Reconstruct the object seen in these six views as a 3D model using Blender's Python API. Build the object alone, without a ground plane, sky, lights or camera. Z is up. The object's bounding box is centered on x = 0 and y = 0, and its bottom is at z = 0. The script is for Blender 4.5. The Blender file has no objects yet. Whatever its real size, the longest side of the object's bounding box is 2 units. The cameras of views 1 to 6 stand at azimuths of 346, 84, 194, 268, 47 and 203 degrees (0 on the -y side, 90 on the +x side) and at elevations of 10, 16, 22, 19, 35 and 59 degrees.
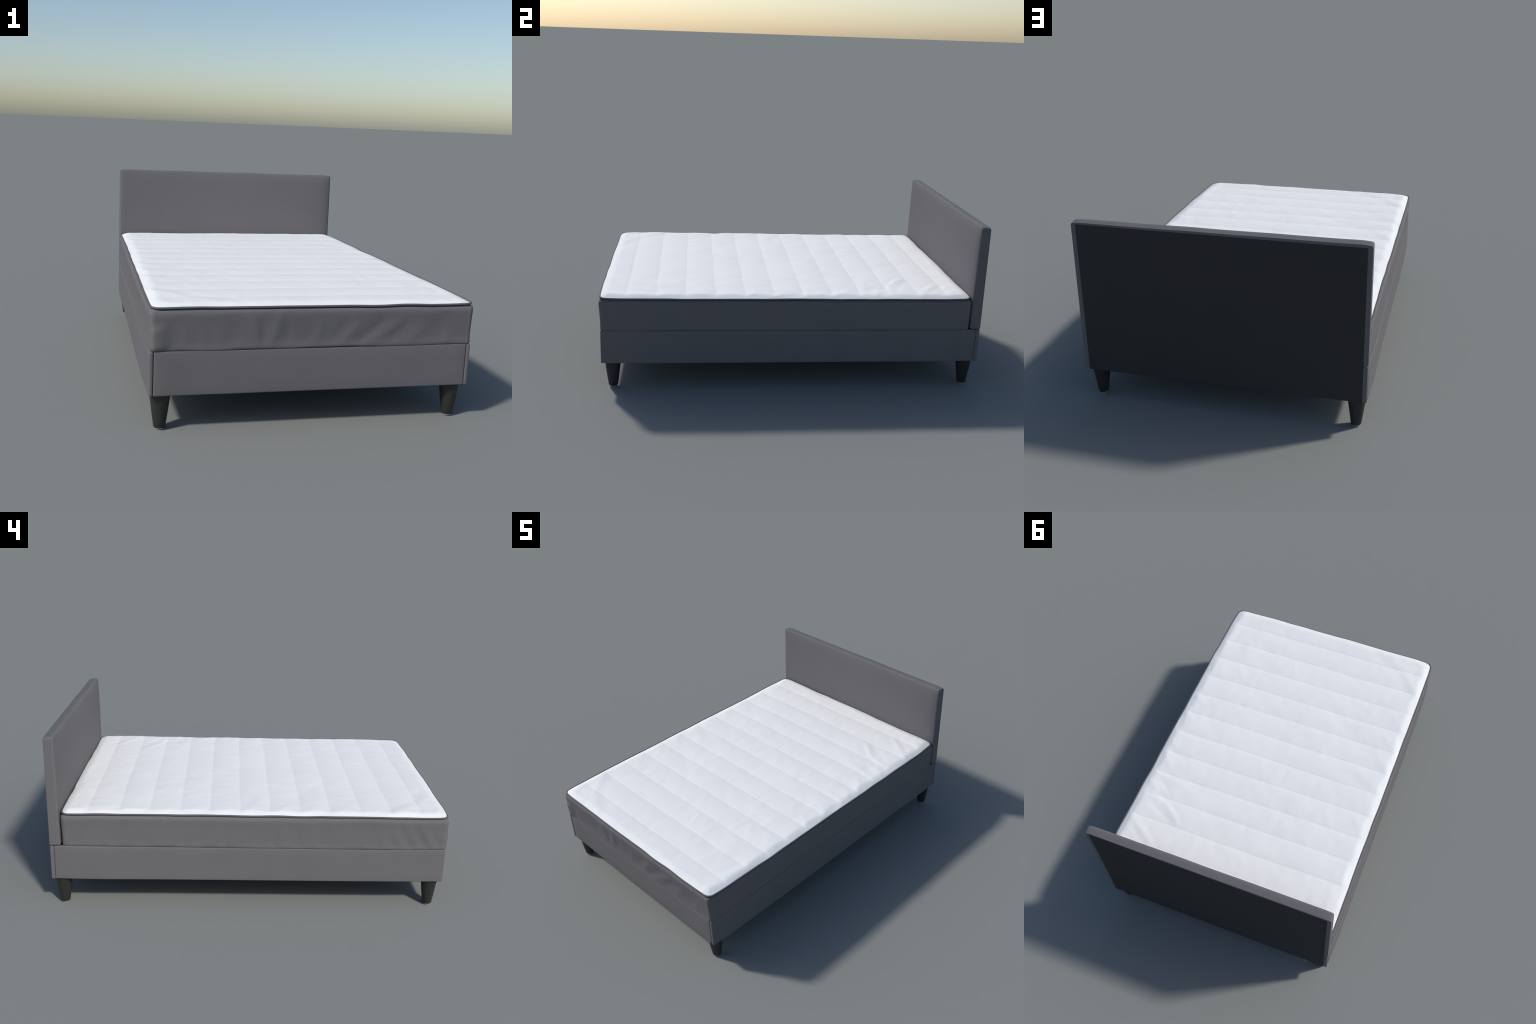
"""Upholstered single bed: grey fabric frame and headboard, white quilted mattress, black tapered legs."""
import bpy
import numpy as np
from math import pi

# ------------------------------------------------------------------ sizes (metres)
HALF_WIDTH = 0.668
BASE_FRONT, BASE_REAR = -0.986, 0.978        # rails; the rear strip lies behind BASE_REAR
BASE_BOTTOM, BASE_TOP = 0.148, 0.327
STRIP_REAR = 0.9972
HEAD_FRONT, HEAD_TOP = 0.944, 0.8895
BED_FRONT, BED_REAR = -0.992, 0.940          # mattress
PIPING_Z, PIPING_RADIUS = 0.4975, 0.0047
SEAM_FIRST, SEAM_STEP, SEAM_COUNT = -0.857, 0.1515, 12

# ------------------------------------------------------------------ helpers
def value_noise(u, v, seed):
    """Smooth 2D lattice noise in -1..1."""
    table = np.random.RandomState(seed).uniform(-1, 1, (256, 256))
    u, v = np.asarray(u, float), np.asarray(v, float)
    i, j = np.floor(u).astype(int), np.floor(v).astype(int)
    f, g = u - i, v - j
    f, g = f * f * f * (f * (f * 6 - 15) + 10), g * g * g * (g * (g * 6 - 15) + 10)
    at = lambda a, b: table[a % 256, b % 256]
    return ((at(i, j) * (1 - f) + at(i + 1, j) * f) * (1 - g)
            + (at(i, j + 1) * (1 - f) + at(i + 1, j + 1) * f) * g)

def smooth(a, b, x):
    t = np.clip((x - a) / (b - a), 0, 1)
    return t * t * (3 - 2 * t)

def fold(u, v, path, width, height):
    """Soft ridge (or hollow, if height < 0) along a polyline, fading at both ends."""
    best, total = np.full(np.shape(u), 1e9), len(path) - 1
    along = np.zeros(np.shape(u))
    for k in range(total):
        (a, b), (c, d) = path[k], path[k + 1]
        ex, ey = c - a, d - b
        t = ((u - a) * ex + (v - b) * ey) / (ex * ex + ey * ey)
        lo, hi = (-0.3 if k == 0 else 0), (1.3 if k == total - 1 else 1)
        tc = np.clip(t, lo, hi)
        dist = np.hypot(u - a - tc * ex, v - b - tc * ey)
        near = dist < best
        best = np.where(near, dist, best)
        along = np.where(near, (k + tc) / total, along)
    ends = smooth(-0.25, 0.2, along) * (1 - smooth(0.8, 1.25, along))
    return height * np.exp(-(best / width) ** 2) * ends

def make(name, verts, faces, material, parent=None, soft=True, sharp_angle=None):
    mesh = bpy.data.meshes.new(name)
    mesh.from_pydata([tuple(p) for p in np.asarray(verts, float)], [], [tuple(int(i) for i in f) for f in faces])
    mesh.update()
    if soft:
        mesh.shade_smooth()
    if sharp_angle:
        mesh.set_sharp_from_angle(angle=sharp_angle)
    mesh.materials.append(material)
    obj = bpy.data.objects.new(name, mesh)
    bpy.context.scene.collection.objects.link(obj)
    obj.parent = parent
    return obj

def ring_faces(rings, count, close_ring=True):
    faces = []
    for a in range(rings - 1):
        for b in range(count if close_ring else count - 1):
            c = (b + 1) % count
            faces.append((a * count + b, a * count + c, (a + 1) * count + c, (a + 1) * count + b))
    return faces

def rounded_rectangle(x0, x1, y0, y1, radius, spacing):
    """Counter-clockwise outline: points and outward normals."""
    pts, nrm = [], []
    corners = [(x1 - radius, y0 + radius, -pi / 2), (x1 - radius, y1 - radius, 0),
               (x0 + radius, y1 - radius, pi / 2), (x0 + radius, y0 + radius, pi)]
    for k, (cx, cy, a0) in enumerate(corners):
        arc = np.linspace(a0, a0 + pi / 2, 13)
        for a in arc:
            pts.append((cx + radius * np.cos(a), cy + radius * np.sin(a)))
            nrm.append((np.cos(a), np.sin(a)))
        nx, ny, na = corners[(k + 1) % 4]
        p, q = np.array(pts[-1]), np.array((nx + radius * np.cos(na), ny + radius * np.sin(na)))
        n = max(2, int(np.linalg.norm(q - p) / spacing))
        for t in np.linspace(0, 1, n + 1)[1:-1]:
            pts.append(tuple(p + (q - p) * t))
            nrm.append((np.cos(na), np.sin(na)))
    return np.array(pts), np.array(nrm)

def graded(low, high, radius, spacing):
    """Coordinates from low to high, dense over the rounded margins."""
    edge = radius * np.array([0, 0.12, 0.28, 0.45, 0.63, 0.82, 1.0])
    n = max(2, int((high - low - 2 * radius) / spacing))
    mid = np.linspace(low + radius, high - radius, n + 1)[1:-1]
    return np.concatenate([low + edge, mid, (high - edge)[::-1]])

def soft_box(name, low, high, radius, spacing, material, parent, deform=None):
    """Box with rounded edges; deform(x, y, z) may push its surface in or out."""
    low, high = np.array(low, float), np.array(high, float)
    axes = [graded(low[k], high[k], radius, spacing) for k in range(3)]
    index, verts, faces = {}, [], []
    size = [len(a) for a in axes]
    def vid(i, j, k):
        key = (i, j, k)
        if key not in index:
            index[key] = len(verts)
            verts.append((axes[0][i], axes[1][j], axes[2][k]))
        return index[key]
    for axis in range(3):
        a, b = [k for k in range(3) if k != axis]
        for side in (0, size[axis] - 1):
            for i in range(size[a] - 1):
                for j in range(size[b] - 1):
                    quad = []
                    for di, dj in ((0, 0), (1, 0), (1, 1), (0, 1)):
                        c = [0, 0, 0]
                        c[axis], c[a], c[b] = side, i + di, j + dj
                        quad.append(vid(*c))
                    flip = (side == 0) != (axis == 1)
                    faces.append(quad[::-1] if flip else quad)
    p = np.array(verts)
    core = np.clip(p, low + radius, high - radius)
    d = p - core
    length = np.linalg.norm(d, axis=1, keepdims=True)
    p = core + d / np.maximum(length, 1e-9) * radius
    if deform:
        p = deform(p[:, 0].copy(), p[:, 1].copy(), p[:, 2].copy())
    return make(name, p, faces, material, parent)

def bow(y, knots):
    """Smooth sideways swell along the length, through (y, swell) knots."""
    fine = np.linspace(-1.1, 1.1, 441)
    curve = np.interp(fine, [k[0] for k in knots], [k[1] for k in knots])
    curve = np.convolve(np.pad(curve, 12, mode="edge"), np.hanning(27)[1:-1] / np.hanning(27).sum(), mode="valid")
    return np.interp(y, fine, curve)

RAIL_BOW = {1: [(-0.99, 0.001), (-0.86, 0.007), (-0.5, 0.009), (0.0, 0.007), (0.45, 0.006), (0.8, 0.006), (0.98, 0.001)],
            -1: [(-0.99, 0.001), (-0.75, 0.006), (-0.4, 0.008), (0.1, 0.005), (0.5, 0.005), (0.75, 0.007), (0.9, 0.004), (0.98, 0.001)]}
BODY_BOW = {1: [(-0.99, 0.003), (-0.93, 0.009), (-0.8, 0.011), (-0.4, 0.012), (0.0, 0.0105), (0.5, 0.0105), (0.8, 0.0115), (0.93, 0.004)],
            -1: [(-0.99, 0.001), (-0.9, 0.007), (-0.7, 0.0105), (-0.3, 0.010), (0.1, 0.007), (0.5, 0.004), (0.93, 0.0)]}
PIPING_BOW = {1: [(-0.99, 0.003), (-0.93, 0.0075), (-0.8, 0.0125), (-0.4, 0.0155), (0.0, 0.0115), (0.5, 0.012), (0.8, 0.010), (0.93, 0.001)],
              -1: [(-0.99, 0.0), (-0.9, 0.004), (-0.6, 0.003), (-0.1, 0.002), (0.4, -0.001), (0.7, -0.002), (0.93, -0.001)]}

def side_bow(table, x, y):
    return np.where(x > 0, bow(y, table[1]), bow(y, table[-1]))

# ------------------------------------------------------------------ materials
def new_material(name, roughness, specular=0.3):
    m = bpy.data.materials.new(name)
    m.use_nodes = True
    shader = m.node_tree.nodes["Principled BSDF"]
    shader.inputs["Roughness"].default_value = roughness
    shader.inputs["Specular IOR Level"].default_value = specular
    return m, m.node_tree.nodes, m.node_tree.links, shader

def woven(name, dark, light, streak, bump, roughness=0.9, specular=0.25, sheen=0.0, patch=0.25):
    """Cloth: long fine streaks across the weave over broad faint patches."""
    m, nodes, links, shader = new_material(name, roughness, specular)
    coord = nodes.new("ShaderNodeTexCoord")
    mapping = nodes.new("ShaderNodeMapping")
    mapping.inputs["Scale"].default_value = streak
    links.new(coord.outputs["Object"], mapping.inputs["Vector"])
    fine = nodes.new("ShaderNodeTexNoise")
    fine.inputs["Scale"].default_value = 1.0
    fine.inputs["Detail"].default_value = 5.0
    fine.inputs["Roughness"].default_value = 0.65
    links.new(mapping.outputs["Vector"], fine.inputs["Vector"])
    broad = nodes.new("ShaderNodeTexNoise")
    broad.inputs["Scale"].default_value = 5.0
    broad.inputs["Detail"].default_value = 2.0
    links.new(coord.outputs["Object"], broad.inputs["Vector"])
    blend = nodes.new("ShaderNodeMix")
    blend.data_type = "FLOAT"
    blend.inputs["Factor"].default_value = patch
    links.new(fine.outputs["Fac"], blend.inputs["A"])
    links.new(broad.outputs["Fac"], blend.inputs["B"])
    ramp = nodes.new("ShaderNodeValToRGB")
    ramp.color_ramp.elements[0].position = 0.3
    ramp.color_ramp.elements[1].position = 0.7
    ramp.color_ramp.elements[0].color = (*dark, 1)
    ramp.color_ramp.elements[1].color = (*light, 1)
    links.new(blend.outputs["Result"], ramp.inputs["Fac"])
    links.new(ramp.outputs["Color"], shader.inputs["Base Color"])
    relief = nodes.new("ShaderNodeBump")
    relief.inputs["Strength"].default_value = bump
    relief.inputs["Distance"].default_value = 0.001
    links.new(fine.outputs["Fac"], relief.inputs["Height"])
    links.new(relief.outputs["Normal"], shader.inputs["Normal"])
    shader.inputs["Sheen Weight"].default_value = sheen
    shader.inputs["Sheen Roughness"].default_value = 0.5
    return m

GREY_CLOTH = woven("grey_upholstery", (0.136, 0.1295, 0.1355), (0.156, 0.1495, 0.1555), (34, 34, 420), 0.25)
WHITE_CLOTH = woven("white_ticking", (0.810, 0.814, 0.806), (0.846, 0.850, 0.842), (160, 160, 160), 0.10, patch=0.5)
PIPING_CLOTH = woven("piping_tape", (0.108, 0.102, 0.106), (0.126, 0.119, 0.123), (60, 60, 300), 0.1)
BLACK_FELT = woven("black_backing_cloth", (0.0440, 0.0430, 0.0425), (0.0540, 0.0490, 0.0465), (90, 90, 130), 0.1, 0.95, 0.15)
BLACK_LACQUER = woven("black_painted_wood", (0.025, 0.0245, 0.0235), (0.030, 0.029, 0.028), (50, 50, 6), 0.05, 0.55, 0.35)
PALE_PLASTIC = woven("pale_plastic", (0.50, 0.50, 0.48), (0.62, 0.62, 0.60), (80, 80, 80), 0.0, 0.35, 0.5)

# ------------------------------------------------------------------ the bed
bed = bpy.data.objects.new("bed", None)
bpy.context.scene.collection.objects.link(bed)
bed["label"] = "grey upholstered bed with headboard and white quilted mattress"
bed["category"] = "bed"

# ---- frame: hidden platform with upholstered rails round it
frame = soft_box("bed_frame", (-0.652, -0.970, 0.152), (0.652, 0.975, 0.3235), 0.004, 0.05, BLACK_FELT, bed)

def rail_side(sign):
    def deform(x, y, z):
        u = np.clip((y - BASE_FRONT) / (BASE_REAR - BASE_FRONT), 0, 1)
        w = np.clip((z - BASE_BOTTOM) / (BASE_TOP - BASE_BOTTOM), 0, 1)
        plump = 0.0012 * np.minimum(1, np.minimum(w, 1 - w) * 7) * np.minimum(1, np.minimum(u, 1 - u) * 40)
        ripple = 0.0006 * value_noise(y * 5, z * 9, 3 + (sign > 0))
        outer = smooth(0.656, 0.664, np.abs(x))
        x = x + sign * outer * (plump + ripple + bow(y, RAIL_BOW[sign]))
        z = z + smooth(0.30, BASE_TOP, z) * 0.0008 * value_noise(y * 9, z * 0, 11)
        return np.stack([x, y, z], 1)
    a, b = sorted((sign * 0.6525, sign * (HALF_WIDTH - 0.0005)))
    return soft_box("side_rail", (a, BASE_FRONT, BASE_BOTTOM), (b, BASE_REAR - 0.0008, BASE_TOP), 0.0055, 0.018,
                    GREY_CLOTH, frame, deform)

rail_side(-1)
rail_side(1)

def front_deform(x, y, z):
    w = np.clip((z - BASE_BOTTOM) / (BASE_TOP - BASE_BOTTOM), 0, 1)
    outer = smooth(-0.972, -0.98, y)
    plump = 0.0018 * np.minimum(1, np.minimum(w, 1 - w) * 5) * smooth(0.6505, 0.62, np.abs(x))
    y = y - outer * (plump + 0.0006 * value_noise(x * 6, z * 9, 21))
    z = z + smooth(0.30, BASE_TOP, z) * 0.0008 * value_noise(x * 9, z * 0, 12)
    return np.stack([x, y, z], 1)

soft_box("foot_rail", (-0.6510, -0.9855, BASE_BOTTOM), (0.6510, -0.968, BASE_TOP), 0.0055, 0.018,
         GREY_CLOTH, frame, front_deform)
soft_box("rear_rail", (-HALF_WIDTH, BASE_REAR, BASE_BOTTOM), (HALF_WIDTH, STRIP_REAR, BASE_TOP), 0.003, 0.03,
         GREY_CLOTH, frame)

# ---- headboard: padded slab standing on the frame
def pad(x, y, z):
    side = np.maximum(0, HALF_WIDTH - np.abs(x))
    top, bottom = np.maximum(0, HEAD_TOP - z), np.maximum(0, z - 0.329)
    puff = (1 - np.exp(-side / 0.030)) * (1 - np.exp(-top / 0.030)) * (1 - np.exp(-bottom / 0.020))
    front = smooth(0.985, HEAD_FRONT + 0.004, y)
    lean = 0.0005 + 0.0065 * np.clip((z - 0.33) / 0.56, 0, 1)          # edge recedes toward the top
    y = y - front * ((0.0035 + lean + 0.0028 * x / HALF_WIDTH) * puff - lean + 0.0010 * value_noise(x * 5, z * 6, 31))
    crown = smooth(0.80, HEAD_TOP, z)
    z = z - crown * 0.003 * smooth(0.62, HALF_WIDTH, np.abs(x)) + crown * 0.0008 * value_noise(x * 8, y * 0, 33)
    z = z - crown * 0.005 * smooth(0.965, 0.996, y) - crown * 0.003 * x / HALF_WIDTH
    x = x * 1.002
    y = np.minimum(y, STRIP_REAR)                                      # flat back
    return np.stack([x, y, z], 1)

headboard = soft_box("headboard", (-HALF_WIDTH, HEAD_FRONT, 0.3285), (HALF_WIDTH, STRIP_REAR + 0.007, HEAD_TOP), 0.010, 0.012,
                     GREY_CLOTH, bed, pad)
soft_box("headboard_backing", (-0.648, 0.990, 0.1485), (0.648, 0.9985, 0.873), 0.0012, 0.06, BLACK_FELT, headboard)

# ---- mattress
def front_bow(x, y, nx, ny):
    """The foot end bellies out a little between its corners."""
    return np.clip(-ny, 0, 1) * 0.006 * (1 - np.minimum(1, np.abs(x) / 0.64) ** 3)

def edge_wobble(x, y):
    """Outward and upward waver of the hem, blended from long sides to short ends."""
    w = smooth(0.55, 0.64, np.abs(x))
    long_key, short_key = np.where(x > 0, 7.3, 21.6), np.where(y > 0, 33.1, 45.4)
    mix = lambda rate, seed: (w * value_noise(y * rate, long_key, seed)
                              + (1 - w) * value_noise(x * rate, short_key, seed))
    return mix(9.0, 41), mix(8.0, 42)

FOOT_FOLDS = [  # on the foot end, in (x, z)
    ([(-0.650, 0.415), (-0.625, 0.340)], 0.034, 0.0125),     # full lower corner
    ([(-0.271, 0.464), (-0.249, 0.349)], 0.020, 0.0035),
    ([(-0.157, 0.473), (-0.192, 0.353)], 0.018, 0.0040),
    ([(-0.131, 0.421), (-0.128, 0.358)], 0.016, -0.0032),
    ([(-0.225, 0.440), (-0.222, 0.352)], 0.014, -0.0022),
    ([(0.165, 0.421), (0.109, 0.352)], 0.016, 0.0030),
    ([(0.120, 0.438), (0.055, 0.352)], 0.018, -0.0028),
    ([(0.336, 0.424), (0.207, 0.338)], 0.018, 0.0036),
    ([(0.270, 0.436), (0.165, 0.345)], 0.016, -0.0030),
    ([(0.014, 0.436), (-0.010, 0.349)], 0.020, 0.0026),
    ([(0.445, 0.398), (0.386, 0.345)], 0.017, 0.0026),
    ([(0.380, 0.425), (0.300, 0.345)], 0.017, -0.0024),
    ([(-0.541, 0.407), (-0.529, 0.362)], 0.014, 0.0020),
    ([(-0.600, 0.430), (-0.560, 0.360)], 0.026, -0.0022),
    ([(-0.474, 0.390), (-0.452, 0.350)], 0.014, 0.0020),
    ([(-0.415, 0.415), (-0.380, 0.360)], 0.016, 0.0022),
    ([(-0.350, 0.430), (-0.330, 0.360)], 0.022, -0.0024),
    ([(0.555, 0.385), (0.559, 0.335)], 0.014, 0.0020),
    ([(0.500, 0.430), (0.520, 0.350)], 0.024, -0.0018),
]

def mattress_border():
    pts, nrm = rounded_rectangle(-HALF_WIDTH, HALF_WIDTH, BED_FRONT, BED_REAR, 0.022, 0.006)
    x, y, nx, ny = pts[:, 0], pts[:, 1], nrm[:, 0], nrm[:, 1]
    profile = [  # height, outward offset
        (0.3262, -0.040), (0.3262, -0.014), (0.3270, -0.0095), (0.3292, -0.0070), (0.3335, -0.0057), (0.341, -0.0055),
        (0.350, -0.0062), (0.360, -0.0065), (0.371, -0.0062), (0.382, -0.0057), (0.393, -0.0052), (0.404, -0.0046),
        (0.415, -0.0039), (0.426, -0.0032), (0.436, -0.0025), (0.446, -0.0017), (0.455, -0.0009), (0.463, -0.0002),
        (0.470, 0.0), (0.4765, -0.0004), (0.4820, -0.0018), (0.4865, -0.0045), (0.4895, -0.0085), (0.4910, -0.0130),
        (0.4915, -0.020)]
    out_w, z_w = edge_wobble(x, y)
    on_foot, on_side = np.clip(-ny, 0, 1) ** 2, np.clip(np.abs(nx), 0, 1) ** 2
    on_head = np.clip(ny, 0, 1) ** 2
    rows = []
    for z, off in profile:
        body = smooth(0.328, 0.345, z) * (1 - smooth(0.462, 0.484, z))
        low = 1 - smooth(0.330, 0.46, z)
        relief = np.zeros(len(x))
        for path, width, height in FOOT_FOLDS:
            relief = relief + 0.6 * on_foot * fold(x, np.full(len(x), z), path, 1.15 * width, height)
        slant = y * 26 + (z - 0.4) * 14 * np.tanh((y + 0.2) * 3)
        relief += on_side * 0.0023 * (0.35 + 0.65 * low) * value_noise(slant, z * 5 + np.sign(x) * 9, 51) * body
        relief += (on_foot + on_head) * 0.0012 * value_noise(x * 11, z * 9, 52) * body
        relief += 0.0012 * value_noise((x + y) * 4, z * 6, 53) * body
        grow = off * (1 - 0.6 * on_head * (z < 0.46)) + relief + 0.0012 * out_w * smooth(0.44, 0.49, z)
        grow = grow + front_bow(x, y, nx, ny) * (0.25 + 0.75 * smooth(0.33, 0.47, z))
        grow = grow + np.abs(nx) * side_bow(BODY_BOW, x, y) * (1.0 + 0.0 * z) + on_side * 0.0032 * (1 - smooth(0.36, 0.46, z))
        foot_hem = 0.0030 * value_noise(x * 7 + 5, 0 * x, 54) * on_foot + 0.0012 * value_noise(y * 5, 0 * y + 2, 55) * on_side
        zz = z + (0.0014 * z_w) * smooth(0.44, 0.49, z) + foot_hem * (1 - smooth(0.327, 0.36, z))
        rows.append(np.stack([x + nx * grow, y + ny * grow, np.maximum(zz, 0.3245)], 1))
    verts = np.concatenate(rows)
    n = len(x)
    faces = ring_faces(len(rows), n)
    faces.append(tuple(range(n))[::-1])
    return make("mattress", verts, faces, GREY_CLOTH, bed)

mattress = mattress_border()

def piping():
    inset = 0.0050
    pts, nrm = rounded_rectangle(-HALF_WIDTH + inset, HALF_WIDTH - inset, BED_FRONT + inset, BED_REAR - inset, 0.034, 0.008)
    x, y, nx, ny = pts[:, 0], pts[:, 1], nrm[:, 0], nrm[:, 1]
    out_w, z_w = edge_wobble(x, y)
    grow = 0.0023 * out_w + 0.6 * front_bow(x, y, nx, ny) + np.abs(nx) * side_bow(PIPING_BOW, x, y)
    zc = PIPING_Z + 0.0021 * z_w
    rows = []
    for a in np.linspace(0, 2 * pi, 13)[:-1]:
        r = grow + PIPING_RADIUS * np.cos(a)
        rows.append(np.stack([x + nx * r, y + ny * r, zc + PIPING_RADIUS * 0.95 * np.sin(a)], 1))
    rows.append(rows[0])
    k, n = len(rows) - 1, len(x)
    verts = np.concatenate(rows[:-1])
    faces = []
    for a in range(k):
        for b in range(n):
            c, d = (b + 1) % n, (a + 1) % k
            faces.append((a * n + b, a * n + c, d * n + c, d * n + b))
    return make("piping", verts, faces, PIPING_CLOTH, mattress)

piping()

TOP_FOLDS = [  # on the sleeping surface, in (x, y)
    # diagonal drags round the foot corners
    ([(-0.645, -0.690), (-0.515, -0.858), (-0.350, -0.962)], 0.026, 0.0032),
    ([(-0.590, -0.690), (-0.480, -0.830), (-0.310, -0.925)], 0.030, -0.0026),
    ([(-0.641, -0.884), (-0.581, -0.956)], 0.016, 0.0018),
    ([(-0.625, -0.905), (-0.560, -0.930)], 0.016, -0.0014),
    ([(0.395, -0.855), (0.497, -0.639), (0.582, -0.592)], 0.018, 0.0015),
    ([(0.556, -0.887), (0.597, -0.707)], 0.020, -0.0022),
    ([(0.470, -0.880), (0.545, -0.650)], 0.020, -0.0012),
    # short cross wrinkles in the channels
    ([(0.282, -0.684), (0.313, -0.578)], 0.011, -0.0008),
    ([(0.255, -0.690), (0.270, -0.585)], 0.011, 0.0008),
    ([(0.312, -0.550), (0.334, -0.426)], 0.011, -0.0008),
    ([(0.345, -0.545), (0.365, -0.420)], 0.012, 0.0008),
    ([(0.158, -0.688), (0.122, -0.581)], 0.011, 0.0012),
    ([(0.402, -0.690), (0.456, -0.578)], 0.014, 0.0008),
    ([(0.403, -0.442), (0.502, -0.575)], 0.016, 0.0009),
    ([(0.610, -0.539), (0.538, -0.449)], 0.018, 0.0014),
    ([(0.250, -0.390), (0.265, -0.270)], 0.011, -0.0010),
    # fans of drag lines from the seam ends toward the headboard
    ([(0.640, -0.240), (0.560, -0.180)], 0.016, 0.0020),
    ([(0.633, -0.090), (0.560, -0.030)], 0.016, 0.0020),
    ([(0.633, 0.062), (0.502, 0.085)], 0.015, 0.0020),
    ([(0.636, 0.122), (0.585, 0.170)], 0.014, 0.0022),
    ([(0.645, 0.200), (0.562, 0.306)], 0.017, 0.0028),
    ([(0.600, 0.190), (0.480, 0.240)], 0.016, -0.0018),
    ([(0.646, 0.355), (0.416, 0.408)], 0.016, 0.0024),
    ([(0.643, 0.425), (0.570, 0.465)], 0.014, 0.0026),
    ([(0.610, 0.395), (0.500, 0.450)], 0.014, -0.0018),
    ([(0.622, 0.510), (0.484, 0.530), (0.350, 0.636)], 0.016, 0.0034),
    ([(0.560, 0.560), (0.400, 0.640)], 0.018, -0.0028),
    ([(0.522, 0.500), (0.409, 0.560)], 0.014, -0.0022),
    ([(0.640, 0.668), (0.480, 0.778)], 0.017, 0.0032),
    ([(0.600, 0.725), (0.470, 0.830)], 0.018, -0.0022),
    ([(0.640, 0.800), (0.570, 0.870)], 0.016, 0.0020),
    ([(0.532, 0.693), (0.396, 0.812)], 0.016, -0.0016),
    ([(0.587, 0.370), (0.467, 0.495)], 0.014, -0.0016),
    # drags on the other long edge
    ([(-0.625, 0.807), (-0.608, 0.659)], 0.014, -0.0018),
    ([(-0.590, 0.810), (-0.575, 0.690)], 0.014, 0.0016),
    ([(-0.640, 0.040), (-0.520, -0.030), (-0.450, -0.090)], 0.026, 0.0015),
    ([(-0.600, 0.045), (-0.440, -0.020)], 0.024, -0.0010),
    ([(-0.640, -0.115), (-0.560, -0.190)], 0.020, 0.0020),
    ([(-0.640, -0.270), (-0.540, -0.340)], 0.020, 0.0016),
    ([(-0.640, -0.410), (-0.560, -0.500)], 0.020, 0.0016),
    ([(-0.630, 0.350), (-0.560, 0.240)], 0.018, 0.0014),
    ([(-0.630, 0.860), (-0.500, 0.780)], 0.020, 0.0014),
]

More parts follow.
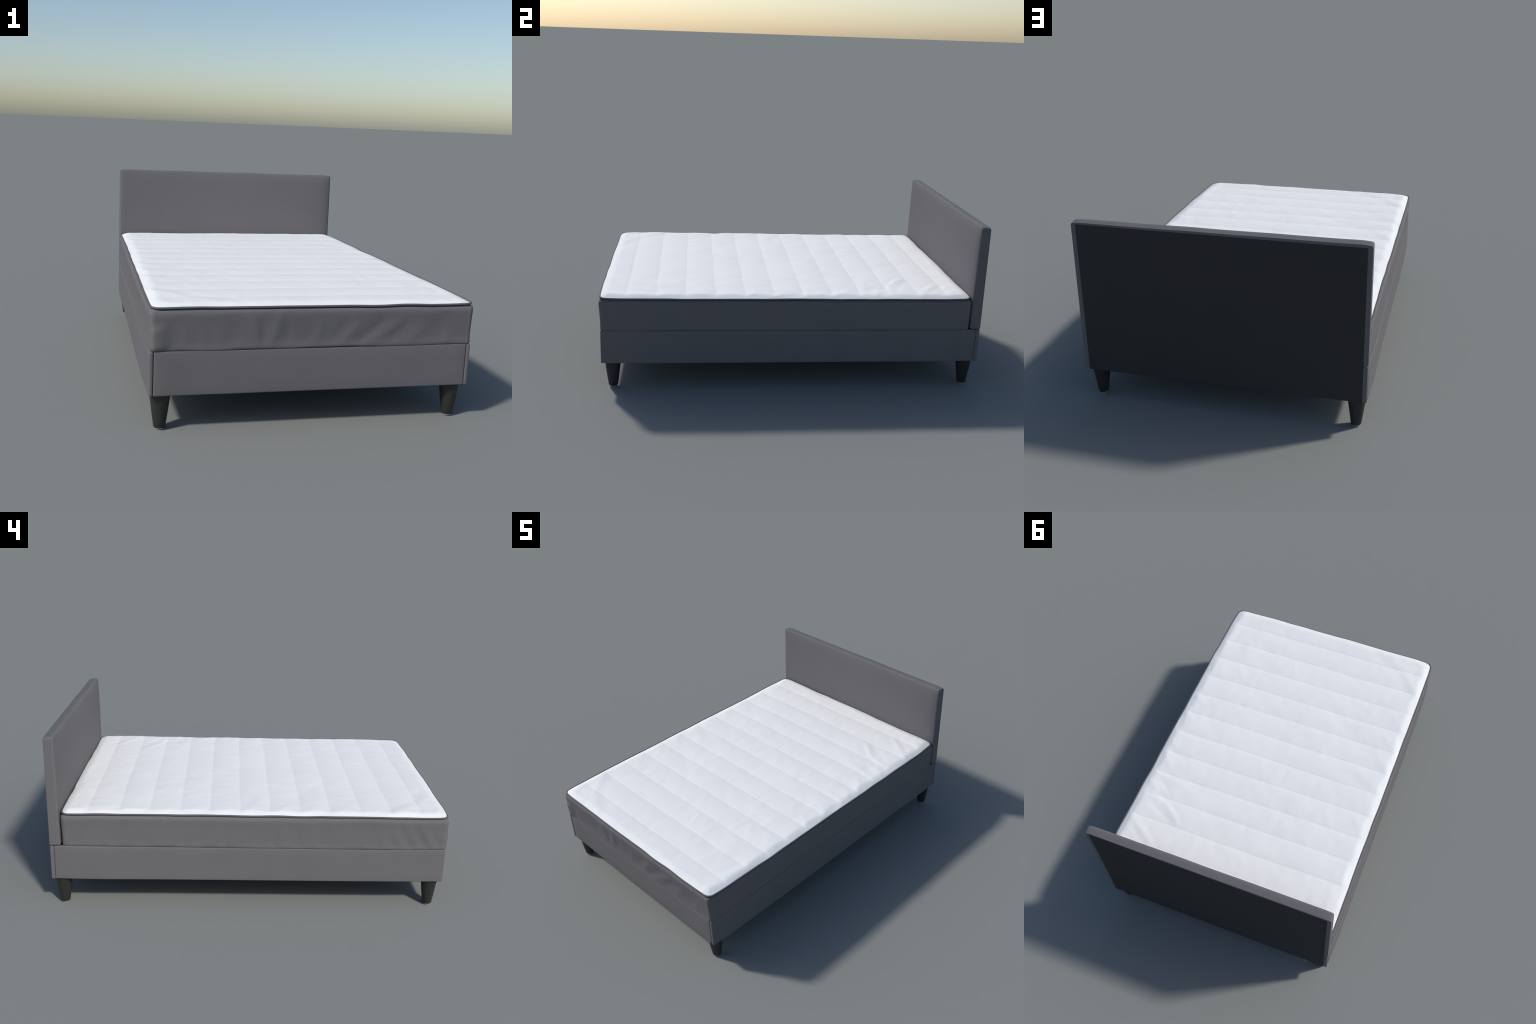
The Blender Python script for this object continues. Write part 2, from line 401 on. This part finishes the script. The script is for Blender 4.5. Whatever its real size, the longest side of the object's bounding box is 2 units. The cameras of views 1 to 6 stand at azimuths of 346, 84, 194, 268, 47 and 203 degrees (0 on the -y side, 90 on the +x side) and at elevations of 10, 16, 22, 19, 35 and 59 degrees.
def sleeping_surface():
    x0, x1, y0, y1, r = -HALF_WIDTH + 0.007, HALF_WIDTH - 0.007, BED_FRONT + 0.007, BED_REAR - 0.007, 0.032
    gx = np.concatenate([np.linspace(x0, x0 + r, 9)[:-1], np.linspace(x0 + r, x1 - r, 270), np.linspace(x1 - r, x1, 9)[1:]])
    gy = np.concatenate([np.linspace(y0, y0 + r, 9)[:-1], np.linspace(y0 + r, y1 - r, 470), np.linspace(y1 - r, y1, 9)[1:]])
    X, Y = np.meshgrid(gx, gy, indexing="ij")
    # squeeze the four corner squares into quarter discs
    cx, cy = np.clip(X, x0 + r, x1 - r), np.clip(Y, y0 + r, y1 - r)
    a, b = (X - cx) / r, (Y - cy) / r
    X = cx + r * a * np.sqrt(1 - b * b / 2)
    Y = cy + r * b * np.sqrt(1 - a * a / 2)
    inside = r - np.hypot(X - cx, Y - cy)
    flat = np.minimum(np.minimum(X - x0, x1 - X), np.minimum(Y - y0, y1 - Y))
    depth = np.maximum(0, np.where((a != 0) & (b != 0), inside, flat))      # distance from the hem
    out_w, z_w = edge_wobble(X, Y)
    rim = np.exp(-depth / 0.02)
    # belly of the foot end and wavy hem carried into the cloth
    side_x, side_y = np.sign(X) * (np.abs(X) > np.abs(Y) * 0.68), np.sign(Y) * (np.abs(X) <= np.abs(Y) * 0.68)
    foot = 0.6 * 0.006 * (1 - np.minimum(1, np.abs(X) / 0.64) ** 3) * smooth(-0.85, y0, Y)
    shift = 0.0023 * out_w * np.exp(-depth / 0.05)
    near_x, near_y = smooth(0.08, 0.02, x1 - np.abs(X)), smooth(0.08, 0.02, np.minimum(Y - y0, y1 - Y))
    Xn = X * (1 + side_bow(PIPING_BOW, X, Y) / x1) + np.sign(X) * shift * near_x
    Yn = Y + np.sign(Y) * shift * near_y * (1 - near_x) - foot
    roll = 0.043 + 0.008 * value_noise(X * 11, Y * 11, 66)   # width of the rounded hem
    Z = PIPING_Z + 0.0005 + 0.0021 * z_w * rim + 0.0114 * (1 - (1 - np.minimum(1, depth / roll)) ** 1.7)
    # quilted channels: rounded between cross seams, flattening before the hem
    t = (Y - SEAM_FIRST) / SEAM_STEP + 0.030 * value_noise(X * 5, np.round((Y - SEAM_FIRST) / SEAM_STEP) * 3.7, 61) * 0.6
    k = np.clip(t, 0, SEAM_COUNT - 1)
    near = np.abs(t - np.round(k)) * SEAM_STEP
    phase = np.where((t > 0) & (t < SEAM_COUNT - 1), t - np.floor(t), 0.5)
    arch = np.where((t > 0) & (t < SEAM_COUNT - 1), 1 - np.abs(2 * phase - 1) ** 2.0,
                    1 - np.exp(-near / 0.03))
    span = smooth(0.012, 0.055, x1 - np.abs(X))
    Z += span * (0.0034 * arch - 0.0004 * np.exp(-(near / 0.008) ** 2))
    for path, width, height in TOP_FOLDS:
        Z += 0.5 * fold(X, Y, path, 1.2 * width, height) * smooth(0.0, 0.03, depth)
    calm = smooth(0.0, 0.04, depth)
    Z += calm * 0.0009 * value_noise(X * 9, Y * 13, 62) + calm * 0.0006 * value_noise(X * 26, Y * 19, 63)
    Z += calm * 0.0014 * value_noise(X * 3, Y * 3, 64)
    # puckers along the hem
    Z += rim * smooth(0, 0.012, depth) * 0.0012 * value_noise(np.where(near_x > 0.5, Y, X) * 24, np.sign(X) * 5, 65)
    n, m = X.shape
    verts = np.stack([Xn, Yn, Z], 2).reshape(-1, 3)
    faces = [(i * m + j, (i + 1) * m + j, (i + 1) * m + j + 1, i * m + j + 1) for i in range(n - 1) for j in range(m - 1)]
    return make("mattress_top", verts, faces, WHITE_CLOTH, mattress)

sleeping_surface()

# ---- legs: turned tapered posts on pale glides
def turned(name, profile, material, parent, count=40):
    angles = np.linspace(0, 2 * pi, count + 1)[:-1]
    verts = np.concatenate([np.stack([r * np.cos(angles), r * np.sin(angles), np.full(count, z)], 1) for z, r in profile])
    faces = ring_faces(len(profile), count)
    faces += [tuple(range(count))[::-1], tuple(range((len(profile) - 1) * count, len(profile) * count))]
    return make(name, verts, faces, material, parent, sharp_angle=0.9)

leg = turned("leg", [(0.0040, 0.0175), (0.0046, 0.0205), (0.0072, 0.0228), (0.0105, 0.0242), (0.060, 0.0312),
                     (0.110, 0.0377), (0.150, 0.0428)], BLACK_LACQUER, bed)
glide = turned("leg_glide", [(0.0, 0.0165), (0.0006, 0.0180), (0.0042, 0.0190), (0.0050, 0.0180)], PALE_PLASTIC, leg, 28)
places = [(-0.6185, -0.930), (0.6150, -0.930), (0.6150, 0.944), (-0.6185, 0.944)]
leg.location = (*places[0], 0)
for px, py in places[1:]:
    other = leg.copy()
    other.location = (px, py, 0)
    bpy.context.scene.collection.objects.link(other)
    foot = glide.copy()
    foot.parent = other
    bpy.context.scene.collection.objects.link(foot)
